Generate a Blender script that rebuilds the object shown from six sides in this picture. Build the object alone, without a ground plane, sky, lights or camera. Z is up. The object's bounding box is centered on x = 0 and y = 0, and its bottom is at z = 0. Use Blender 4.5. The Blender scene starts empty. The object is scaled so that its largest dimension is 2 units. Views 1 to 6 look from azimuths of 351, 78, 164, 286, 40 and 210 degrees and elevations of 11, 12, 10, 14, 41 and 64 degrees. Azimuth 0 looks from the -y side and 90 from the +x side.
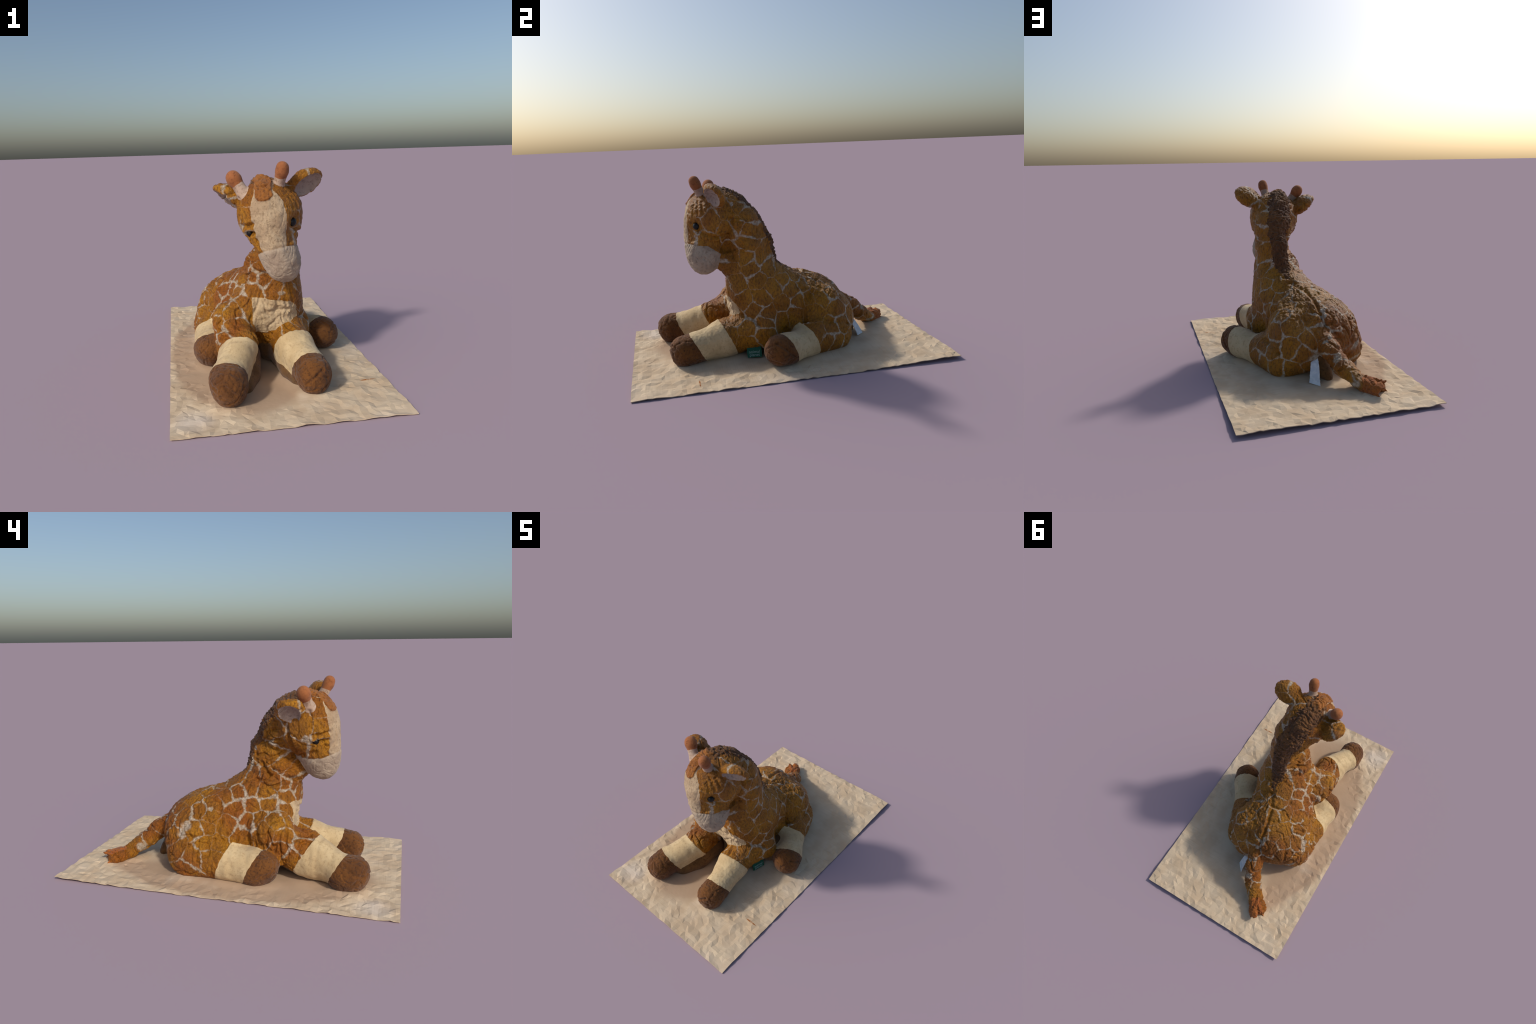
"""A plush giraffe calf lying on a sheet of paper: soft body grown from a signed
distance field (ellipsoids + tapered limbs, smoothly blended), meshed with surface
nets, given fur relief, then parted along its sewing seams."""
import bpy, math
import numpy as np
from mathutils import Vector, Matrix

RNG = np.random.default_rng(7)
H = 0.0044                       # mesh cell of the plush
QUICK = False

# ------------------------------------------------------------------ noise
_perm = RNG.permutation(256).astype(np.int32)
_perm = np.concatenate([_perm, _perm, _perm])
_grad = RNG.normal(size=(256, 3)).astype(np.float32)
_grad /= np.linalg.norm(_grad, axis=1)[:, None]


def noise(p):
    """gradient noise, about -1..1"""
    p = np.asarray(p, np.float32)
    i = np.floor(p).astype(np.int32)
    f = p - i
    i &= 255
    u = f * f * f * (f * (f * 6 - 15) + 10)
    out = np.zeros(len(p), np.float32)
    for dx in (0, 1):
        wx = u[:, 0] if dx else 1 - u[:, 0]
        for dy in (0, 1):
            wy = u[:, 1] if dy else 1 - u[:, 1]
            for dz in (0, 1):
                wz = u[:, 2] if dz else 1 - u[:, 2]
                h = _perm[_perm[_perm[i[:, 0] + dx] + i[:, 1] + dy] + i[:, 2] + dz]
                g = _grad[h]
                out += wx * wy * wz * (g[:, 0] * (f[:, 0] - dx) + g[:, 1] * (f[:, 1] - dy) + g[:, 2] * (f[:, 2] - dz))
    return out * 1.6


def ridge(p):
    """sharp valleys at 0, rounded hills to 1: the way pile parts in creases"""
    return np.minimum(1.0, np.abs(noise(p)) * 2.6)


def smooth(a, b, x):
    t = np.clip((x - a) / (b - a), 0, 1)
    return t * t * (3 - 2 * t)


# ------------------------------------------------------------------ distance fields
def unit(v):
    v = np.asarray(v, float)
    return v / np.linalg.norm(v)


def frame(a, w):
    """orthonormal rows: length axis, width axis, normal"""
    a = unit(a)
    w = np.asarray(w, float)
    w = unit(w - a * (w @ a))
    return np.array([a, w, np.cross(a, w)])


class Ell:
    def __init__(s, c, r, R=None):
        s.c, s.r, s.R = np.array(c, np.float32), np.array(r, np.float32), None if R is None else np.asarray(R, np.float32)
        m = max(r)
        s.lo, s.hi = s.c - m, s.c + m

    def __call__(s, p):
        q = p - s.c
        if s.R is not None:
            q = q @ s.R.T
        k0 = np.sqrt(((q / s.r) ** 2).sum(-1)) + 1e-6
        k1 = np.sqrt(((q / s.r ** 2) ** 2).sum(-1)) + 1e-6
        return k0 * (k0 - 1) / k1


class Limb:
    """tapered tube through points (x, y, z, radius); sag < 1 lets the underside hang lower,
    flat > 1 presses it thinner in height"""
    def __init__(s, pts, k=0.03, sag=1.0, flat=1.0):
        s.p = np.array(pts, np.float32)
        s.k, s.sag, s.flat = k, sag, flat
        m = s.p[:, 3:4]
        s.lo, s.hi = (s.p[:, :3] - m).min(0), (s.p[:, :3] + m).max(0)

    def __call__(s, p):
        out = None
        for a, b in zip(s.p[:-1], s.p[1:]):
            ab = b[:3] - a[:3]
            t = np.clip(((p - a[:3]) @ ab) / (ab @ ab), 0, 1)
            q = p - a[:3] - t[..., None] * ab
            if s.flat != 1.0:
                q[..., 2] *= s.flat
            if s.sag != 1.0:
                q[..., 2] = np.where(q[..., 2] < 0, q[..., 2] * s.sag, q[..., 2])
            d = np.sqrt((q * q).sum(-1)) - (a[3] + (b[3] - a[3]) * t)
            out = d if out is None else smin(out, d, s.k * 0.5)
        return out


class Blend:
    def __init__(s, k, *parts):
        s.k, s.parts = k, parts
        s.lo = np.min([q.lo for q in parts], 0)
        s.hi = np.max([q.hi for q in parts], 0)

    def __call__(s, p):
        d = s.parts[0](p)
        for q in s.parts[1:]:
            d = smin(d, q(p), s.k)
        return d


class Carve:
    def __init__(s, a, b, k=0.01):
        s.a, s.b, s.k, s.lo, s.hi = a, b, k, a.lo, a.hi

    def __call__(s, p):
        return -smin(-s.a(p), s.b(p), s.k)


def smin(a, b, k):
    h = np.maximum(k - np.abs(a - b), 0) / k
    return np.minimum(a, b) - h * h * k * 0.25


# ------------------------------------------------------------------ the plush, part by part
# the head is tipped: its left side (-x) hangs lower and it looks a little to -x
HEAD = frame((0.955, -0.15, 0.21), (-0.18, 0.1, 0.97))      # rows: right, up, back
HEAD[2] = np.cross(HEAD[0], HEAD[1])                          # right x up = -forward ... points front (-y)

torso = Blend(0.1, Ell((0.039, -0.164, 0.307), (0.179, 0.189, 0.245)),
      Ell((-0.059, 0.046, 0.257), (0.229, 0.246, 0.243)),
      Ell((-0.102, 0.192, 0.213), (0.267, 0.273, 0.257)),
      Ell((-0.011, 0.083, 0.337), (0.142, 0.207, 0.098)),
      Ell((-0.095, -0.254, 0.355), (0.120, 0.098, 0.104)))
neck = Blend(0.04, Ell((0.085, -0.305, 0.465), (0.085, 0.068, 0.09)),
      Ell((0.055, -0.378, 0.636), (0.062, 0.050, 0.084)),
      Limb([(0.018, -0.108, 0.434, 0.177), (0.036, -0.217, 0.572, 0.152), (0.068, -0.223, 0.725, 0.108), (0.038, -0.267, 0.860, 0.130), (-0.003, -0.332, 0.952, 0.122)], 0.06))
head = Blend(0.06, Ell((-0.006, -0.416, 0.905), (0.172, 0.184, 0.193), HEAD),
      Ell((-0.002, -0.478, 0.780), (0.097, 0.155, 0.138), HEAD),
      Ell((0.039, -0.502, 0.669), (0.095, 0.117, 0.106), HEAD))
foreleg_l = Blend(0.05, Ell((-0.233, -0.285, 0.298), (0.088, 0.098, 0.108)),
      Ell((-0.238, -0.485, 0.130), (0.077, 0.121, 0.095)),
      Limb([(-0.199, -0.202, 0.282, 0.096), (-0.206, -0.363, 0.212, 0.106), (-0.183, -0.461, 0.210, 0.086), (-0.282, -0.678, 0.114, 0.089), (-0.282, -0.735, 0.116, 0.094)], 0.05, 0.8, 1.0))
foreleg_r = Limb([(0.167, -0.155, 0.198, 0.100), (0.110, -0.324, 0.169, 0.100), (0.115, -0.406, 0.155, 0.107), (0.152, -0.602, 0.117, 0.083), (0.158, -0.671, 0.103, 0.091)], 0.05, 0.8, 1.0)
hindleg_l = Blend(0.05, Ell((-0.245, 0.218, 0.191), (0.138, 0.186, 0.199)),
      Limb([(-0.288, 0.240, 0.112, 0.126), (-0.310, 0.001, 0.113, 0.105), (-0.325, -0.187, 0.095, 0.103), (-0.331, -0.231, 0.106, 0.087)], 0.05))
hindleg_r = Blend(0.05, Ell((0.035, 0.385, 0.175), (0.116, 0.108, 0.150)), Limb([(0.195, 0.09, 0.145, 0.055), (0.215, 0.17, 0.155, 0.075)]),
      Ell((0.090, 0.265, 0.209), (0.138, 0.164, 0.199)),
      Limb([(0.143, 0.315, 0.098, 0.120), (0.252, 0.107, 0.098, 0.086), (0.337, -0.048, 0.105, 0.095), (0.363, -0.104, 0.111, 0.097)], 0.05))
tail = Blend(0.03, Limb([(-0.075, 0.43, 0.252, 0.064), (-0.098, 0.530, 0.192, 0.060), (-0.140, 0.620, 0.115, 0.054)]),
             Limb([(-0.138, 0.610, 0.130, 0.060), (-0.208, 0.694, 0.062, 0.057), (-0.272, 0.745, 0.049, 0.060)], 0.03, 1.0, 1.4))

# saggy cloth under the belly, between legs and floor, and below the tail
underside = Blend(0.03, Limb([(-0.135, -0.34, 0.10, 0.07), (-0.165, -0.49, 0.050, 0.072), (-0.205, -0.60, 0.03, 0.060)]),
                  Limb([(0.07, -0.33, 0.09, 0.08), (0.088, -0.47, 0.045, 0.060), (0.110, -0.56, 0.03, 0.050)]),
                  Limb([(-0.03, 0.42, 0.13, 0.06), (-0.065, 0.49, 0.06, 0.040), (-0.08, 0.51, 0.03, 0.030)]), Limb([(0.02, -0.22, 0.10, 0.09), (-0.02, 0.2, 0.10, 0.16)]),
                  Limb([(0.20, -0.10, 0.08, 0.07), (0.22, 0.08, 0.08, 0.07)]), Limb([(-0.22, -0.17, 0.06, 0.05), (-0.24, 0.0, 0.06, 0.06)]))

EAR_R = frame((0.90, 0.05, 0.38), (-0.25, 0.52, -0.82))
EAR_L = frame((-0.78, 0.12, 0.55), (0.25, 0.85, -0.35))


def ear(c, R, opening, thick=0.050):
    """a folded leaf of plush: a thick cup whose mouth looks along `opening`"""
    n = R[2] if R[2] @ np.array(opening) > 0 else -R[2]
    c = np.array(c)
    hollow = Ell(c + n * (thick - 0.008) + R[0] * 0.014, (0.082, 0.058, 0.042), R)
    return Carve(Ell(c, (0.106, 0.083, thick), R), hollow, 0.012), hollow


ear_r, HOLLOW_R = ear((0.178, -0.428, 1.060), EAR_R, (0.33, -0.72, -0.6), 0.047)
ear_l, HOLLOW_L = ear((-0.200, -0.352, 0.998), EAR_L, (-0.6, -0.1, -0.8), 0.052)
horn_r = Limb([(0.028, -0.480, 1.030, 0.034), (0.034, -0.507, 1.080, 0.028), (0.041, -0.530, 1.125, 0.035), (0.043, -0.537, 1.142, 0.034)], 0.012)
horn_l = Limb([(-0.138, -0.450, 1.010, 0.036), (-0.163, -0.440, 1.052, 0.030), (-0.185, -0.428, 1.088, 0.039), (-0.191, -0.425, 1.097, 0.038)], 0.012)
mane = Limb([(-0.055, -0.490, 1.035, 0.048), (-0.045, -0.420, 1.050, 0.052), (-0.030, -0.350, 1.024, 0.057), (-0.000, -0.272, 0.970, 0.055), (0.023, -0.204, 0.893, 0.056), (0.060, -0.161, 0.823, 0.059), (0.042, -0.122, 0.733, 0.066), (0.043, -0.101, 0.641, 0.063)], 0.03)
MANE_LINE = Limb([(-0.05, -0.47, 1.085, 0.052), (-0.046, -0.36, 1.085, 0.072), (-0.011, -0.245, 1.025, 0.084), (0.022, -0.135, 0.905, 0.084),
                  (0.042, -0.065, 0.78, 0.072), (0.045, -0.04, 0.69, 0.070), (0.035, -0.012, 0.615, 0.050), (0.03, 0.05, 0.565, 0.020)], 0.02)
# tail tuft: a flat brush of strands
_t, _u = unit((-0.60, 0.78, -0.12)), unit((0.78, 0.60, 0.0))
_w = np.cross(_t, _u)
_strands = []
for _i in range(16):
    _a, _b = RNG.uniform(-1, 1), RNG.uniform(-1, 1)
    _p = np.array((-0.225, 0.715, 0.062)) + _u * _a * 0.030 + _w * _b * 0.024
    _q = np.array((-0.225, 0.715, 0.062)) + _t * RNG.uniform(0.085, 0.125) + _u * (_a * 0.058 - 0.006) + _w * _b * 0.038
    _q[2] = max(_q[2], 0.022)
    _strands.append(Limb([(*_p, 0.019), (*_q, 0.009)]))
tuft = Blend(0.012, *_strands)

PARTS = dict(torso=torso, neck=neck, head=head, foreleg_left=foreleg_l, foreleg_right=foreleg_r, hindleg_left=hindleg_l,
             hindleg_right=hindleg_r, tail=tail, ear_right=ear_r, ear_left=ear_l, horn_right=horn_r, horn_left=horn_l,
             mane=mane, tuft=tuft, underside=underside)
JOIN = dict(neck=0.11, head=0.028, foreleg_left=0.05, foreleg_right=0.045, hindleg_left=0.045, hindleg_right=0.045, tail=0.02,
            ear_right=0.014, ear_left=0.014, horn_right=0.014, horn_left=0.014, mane=0.03, tuft=0.015, underside=0.03)
FLOOR = 0.010

# where the dyed patches of the coat are centred, and the pale blotches between them (with radius)
SPOTS = [
    (0.18, -0.26, 0.66), (0.11, -0.33, 0.67), (0.13, -0.34, 0.60), (0.19, -0.23, 0.60), (0.16, -0.14, 0.66), (0.15, -0.11, 0.59),
    (0.12, -0.04, 0.56), (0.16, -0.32, 0.51), (0.20, -0.20, 0.52), (0.21, -0.10, 0.47), (0.22, -0.18, 0.42), (0.18, -0.28, 0.39),
    (0.17, 0.04, 0.44), (0.16, -0.02, 0.51), (0.09, 0.06, 0.51), (0.12, 0.13, 0.45), (0.22, -0.04, 0.35), (0.19, 0.08, 0.36),
    (0.20, 0.04, 0.27), (0.21, -0.05, 0.25), (0.22, -0.14, 0.30), (0.21, -0.23, 0.33), (0.25, -0.16, 0.26), (0.23, -0.28, 0.22),
    (0.16, -0.35, 0.27), (0.22, -0.28, 0.13), (0.22, -0.39, 0.20), (0.26, -0.17, 0.18), (0.09, 0.25, 0.43), (-0.05, 0.35, 0.42),
    (0.18, 0.23, 0.36), (0.15, 0.30, 0.38), (0.20, 0.32, 0.29), (0.20, 0.17, 0.27), (0.18, 0.14, 0.37), (-0.03, 0.44, 0.30),
    (0.25, 0.26, 0.18), (0.29, 0.23, 0.10), (0.25, 0.30, 0.08), (0.22, 0.39, 0.09), (0.28, 0.16, 0.17), (-0.08, 0.55, 0.24),
    (-0.08, 0.58, 0.15), (-0.11, 0.65, 0.13), (-0.10, 0.60, 0.08), (0.16, -0.45, 0.90), (0.16, -0.36, 0.86), (0.12, -0.49, 0.79),
    (0.07, -0.59, 0.81), (0.10, -0.53, 0.99), (0.13, -0.29, 0.98), (0.15, -0.35, 0.95), (0.17, -0.31, 0.88), (0.16, -0.23, 0.92),
    (0.17, -0.22, 0.83), (0.18, -0.24, 0.76), (0.06, -0.28, 1.05), (0.10, 0.19, 0.45), (0.01, 0.31, 0.43), (0.10, 0.39, 0.34),
    (-0.02, 0.40, 0.36), (0.01, 0.43, 0.27), (0.13, 0.43, 0.21), (0.04, 0.42, 0.11), (0.22, 0.36, 0.18), (0.12, 0.44, 0.07),
    (-0.07, 0.02, 0.54), (-0.16, -0.02, 0.50), (-0.14, -0.10, 0.54), (-0.20, -0.13, 0.42), (-0.22, -0.04, 0.42), (-0.18, 0.04, 0.48),
    (-0.07, 0.12, 0.51), (-0.23, 0.10, 0.44), (-0.08, 0.21, 0.49), (-0.13, 0.15, 0.49), (-0.15, 0.30, 0.44), (-0.29, 0.17, 0.40),
    (-0.30, 0.27, 0.38), (-0.24, 0.32, 0.40), (-0.15, 0.40, 0.37), (-0.28, 0.37, 0.33), (-0.36, 0.31, 0.26), (-0.34, 0.03, 0.23),
    (-0.40, 0.07, 0.16), (-0.40, 0.17, 0.16), (0.00, 0.25, 0.47), (0.07, 0.43, 0.17), (-0.07, -0.29, 0.66), (-0.06, -0.34, 0.61),
    (-0.13, -0.24, 0.57), (-0.09, -0.32, 0.55), (-0.15, -0.20, 0.50), (-0.16, -0.21, 0.45), (-0.12, -0.30, 0.39), (-0.23, -0.11, 0.35),
    (-0.30, 0.10, 0.37), (-0.20, 0.25, 0.45), (-0.36, 0.17, 0.30), (-0.34, 0.11, 0.33), (-0.29, 0.00, 0.32), (-0.27, -0.06, 0.27),
    (-0.27, -0.30, 0.38), (-0.30, -0.34, 0.30), (-0.30, -0.23, 0.30), (-0.22, -0.44, 0.30), (-0.28, -0.45, 0.25), (-0.32, -0.33, 0.22),
    (-0.32, -0.39, 0.18), (-0.23, -0.17, 0.37), (-0.39, 0.22, 0.08), (-0.38, 0.28, 0.20), (-0.37, 0.12, 0.24), (-0.09, -0.32, 0.47),
    (-0.04, -0.36, 0.53), (0.01, -0.37, 0.48), (0.10, -0.36, 0.46), (-0.23, -0.35, 0.38), (0.03, -0.38, 0.22), (0.09, -0.39, 0.26),
    (-0.13, -0.50, 1.01), (-0.15, -0.52, 0.90), (-0.18, -0.42, 0.91), (-0.10, -0.53, 0.75), (-0.11, -0.35, 0.78), (-0.09, -0.23, 0.85),
    (-0.06, -0.24, 0.73), (-0.08, -0.27, 0.79), (0.10, -0.56, 0.87), (-0.15, 0.52, 0.24), (-0.17, 0.56, 0.17), (-0.20, 0.65, 0.13),
    (0.13, -0.45, 1.11), (0.23, -0.43, 1.12), (0.20, -0.38, 1.04), (-0.26, -0.36, 1.05), (-0.20, -0.42, 1.06), (-0.19, -0.32, 1.00)]
PALE = [
    (-0.36, 0.23, 0.33, 0.035), (-0.37, 0.26, 0.28, 0.030), (-0.25, -0.08, 0.31, 0.020), (-0.27, 0.10, 0.41, 0.018), (0.26, 0.28, 0.13, 0.022), (0.29, 0.20, 0.15, 0.014),
    (0.25, -0.21, 0.22, 0.016), (0.16, -0.30, 0.44, 0.016), (-0.06, 0.51, 0.25, 0.015), (-0.10, 0.61, 0.18, 0.028), (-0.09, 0.37, 0.41, 0.018), (-0.09, 0.51, 0.28, 0.020),
    (-0.10, 0.40, 0.38, 0.014), (-0.09, 0.31, 0.45, 0.016), (-0.10, 0.38, 0.40, 0.018), (-0.36, 0.26, 0.30, 0.026), (-0.02, -0.10, 0.74, 0.018), (0.06, 0.03, 0.55, 0.014),
    (0.04, 0.26, 0.45, 0.014), (0.17, -0.27, 0.90, 0.013), (0.09, -0.56, 0.80, 0.018), (0.13, -0.33, 1.00, 0.014), (0.06, -0.37, 0.46, 0.020), (-0.09, -0.31, 0.59, 0.016),
    (-0.16, -0.43, 0.83, 0.028), (-0.16, -0.49, 0.86, 0.014), (-0.21, 0.61, 0.10, 0.032)]

GROOVES = [                       # (depth, width, points along the fold)
    # neck folds, left
    (0.014, 0.012, [(-0.107, -0.231, 0.636), (-0.106, -0.291, 0.599), (-0.017, -0.374, 0.555)]),
    (0.012, 0.012, [(-0.126, -0.139, 0.569), (-0.142, -0.209, 0.532), (-0.132, -0.257, 0.507)]),
    (0.01, 0.01, [(-0.069, -0.145, 0.663), (-0.106, -0.190, 0.633), (-0.123, -0.215, 0.598)]),
    (0.01, 0.01, [(-0.063, -0.199, 0.705), (-0.060, -0.266, 0.699), (-0.027, -0.312, 0.699)]),
    (0.01, 0.01, [(-0.066, -0.145, 0.667), (-0.116, -0.199, 0.614), (-0.122, -0.254, 0.584)]),
    # left flank and thigh
    (0.017, 0.012, [(-0.293, 0.033, 0.351), (-0.307, 0.009, 0.287), (-0.278, -0.051, 0.230)]),
    (0.011, 0.012, [(-0.210, 0.064, 0.456), (-0.288, 0.047, 0.369), (-0.323, 0.040, 0.280)]),
    (0.012, 0.01, [(-0.266, -0.125, 0.294), (-0.239, -0.121, 0.211)]),
    (0.015, 0.011, [(-0.380, 0.230, 0.258), (-0.361, 0.118, 0.271), (-0.336, 0.070, 0.287)]),
    (0.012, 0.01, [(-0.344, 0.068, 0.254), (-0.310, -0.006, 0.235), (-0.215, -0.113, 0.174)]),
    (0.014, 0.01, [(-0.244, 0.017, 0.413), (-0.250, -0.030, 0.378), (-0.256, -0.057, 0.336)]),
    (0.009, 0.008, [(-0.254, 0.196, 0.428), (-0.315, 0.168, 0.378)]),
    (0.009, 0.008, [(-0.261, 0.151, 0.424), (-0.324, 0.124, 0.354)]),
    (0.007, 0.007, [(-0.263, 0.224, 0.419), (-0.325, 0.190, 0.370)]),
    (0.01, 0.008, [(-0.220, 0.198, 0.449), (-0.263, 0.171, 0.423)]),
    # left arm
    (0.014, 0.013, [(-0.276, -0.168, 0.332), (-0.299, -0.184, 0.261), (-0.296, -0.217, 0.207)]),
    (0.009, 0.008, [(-0.175, -0.222, 0.394), (-0.249, -0.236, 0.379)]),
    (0.01, 0.01, [(-0.294, -0.392, 0.274), (-0.263, -0.424, 0.285), (-0.225, -0.475, 0.291)]),
    (0.013, 0.012, [(-0.314, -0.287, 0.234), (-0.288, -0.404, 0.274), (-0.254, -0.422, 0.293)]),
    # right flank and thigh
    (0.022, 0.016, [(0.151, 0.175, 0.400), (0.190, 0.117, 0.335), (0.196, 0.102, 0.225)]),
    (0.016, 0.011, [(0.196, 0.110, 0.213), (0.230, 0.202, 0.204), (0.229, 0.291, 0.209), (0.193, 0.399, 0.174)]),
    (0.014, 0.012, [(0.174, -0.289, 0.292), (0.205, -0.237, 0.281), (0.242, -0.206, 0.244)]),
    (0.007, 0.009, [(0.146, 0.207, 0.396), (0.188, 0.146, 0.321), (0.197, 0.136, 0.252)]),
    # spine seam
    (0.01, 0.01, [(0.050, 0.024, 0.549), (0.007, 0.053, 0.537), (-0.019, 0.119, 0.511), (-0.048, 0.187, 0.495), (-0.062, 0.272, 0.466), (-0.075, 0.345, 0.426), (-0.091, 0.427, 0.345), (-0.106, 0.463, 0.307)]),
    (0.01, 0.01, [(0.022, 0.072, 0.525), (-0.020, 0.154, 0.501), (-0.113, 0.146, 0.498)]),
    # chest
    (0.007, 0.009, [(-0.095, -0.324, 0.395), (-0.037, -0.358, 0.401), (0.015, -0.372, 0.372), (0.098, -0.357, 0.362)]),
    (0.01, 0.011, [(-0.061, -0.349, 0.343), (0.015, -0.372, 0.352), (0.089, -0.361, 0.355)]),
    (0.01, 0.01, [(-0.089, -0.323, 0.583), (-0.027, -0.370, 0.570), (0.036, -0.379, 0.517)]),
    (0.012, 0.009, [(0.081, -0.370, 0.273), (0.102, -0.433, 0.256)]),
    # right cheek and brow
    (0.014, 0.009, [(0.110, -0.543, 0.836), (0.133, -0.488, 0.815), (0.137, -0.417, 0.796), (0.142, -0.358, 0.813)]),
    (0.0045, 0.007, [(0.072, -0.527, 1.025), (0.113, -0.534, 0.966), (0.128, -0.533, 0.910)]),
    (0.0045, 0.007, [(0.097, -0.503, 1.021), (0.138, -0.502, 0.954)]),
    (0.0045, 0.007, [(0.076, -0.549, 0.999), (0.094, -0.566, 0.930)]),
    (0.004, 0.009, [(0.118, -0.469, 1.016), (0.145, -0.448, 0.982)]),
    (0.004, 0.009, [(0.158, -0.303, 0.789), (0.173, -0.241, 0.798), (0.161, -0.183, 0.799)]),
    (0.008, 0.009, [(0.116, -0.328, 0.714), (0.170, -0.272, 0.706)]),
    (0.014, 0.011, [(0.159, -0.330, 0.913), (0.159, -0.334, 0.851), (0.137, -0.354, 0.803), (0.103, -0.375, 0.753), (0.095, -0.395, 0.706)]),
    (0.015, 0.012, [(-0.153, -0.321, 0.896), (-0.139, -0.335, 0.827), (-0.107, -0.346, 0.778), (-0.048, -0.378, 0.706)]),
    (0.005, 0.006, [(0.134, -0.510, 0.681), (0.135, -0.498, 0.655), (0.124, -0.493, 0.608)]),
    # left eye and brow
    (0.015, 0.009, [(-0.143, -0.476, 0.806), (-0.134, -0.516, 0.814), (-0.113, -0.558, 0.823)]),
    (0.013, 0.01, [(-0.162, -0.474, 0.849), (-0.146, -0.521, 0.856), (-0.117, -0.566, 0.870)]),
    (0.01, 0.01, [(-0.065, -0.382, 0.719), (-0.112, -0.480, 0.751)]),
    (0.01, 0.009, [(-0.164, -0.456, 0.993), (-0.170, -0.470, 0.945), (-0.175, -0.463, 0.901)]),
    (0.006, 0.007, [(-0.143, -0.518, 0.971), (-0.141, -0.539, 0.935)]),
    # hoof puckers
    (0.009, 0.007, [(0.103, -0.748, 0.083), (0.150, -0.757, 0.128), (0.183, -0.742, 0.149)]),
    (0.006, 0.006, [(0.154, -0.757, 0.128), (0.212, -0.744, 0.106)]),
    (0.008, 0.007, [(0.425, -0.134, 0.180), (0.452, -0.085, 0.148), (0.439, -0.032, 0.092)]),
    (0.006, 0.007, [(-0.312, -0.819, 0.143), (-0.260, -0.828, 0.094)]),
    (0.005, 0.007, [(-0.349, -0.683, 0.180), (-0.378, -0.745, 0.137), (-0.353, -0.801, 0.122)]),
]

DENTS = [                         # (x, y, z, radius, depth): eye sockets, nostril, mouth corner
    (0.115, -0.550, 0.862, 0.050, 0.022), (-0.140, -0.515, 0.818, 0.035, 0.012), (0.085, -0.60, 0.650, 0.012, 0.007), (0.04, -0.62, 0.640, 0.010, 0.005)]


def field(p, names=None):
    d = None
    for n, f in PARTS.items():
        d = f(p) if d is None else smin(d, f(p), JOIN[n])
    return np.maximum(d, FLOOR - p[..., 2])


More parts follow.
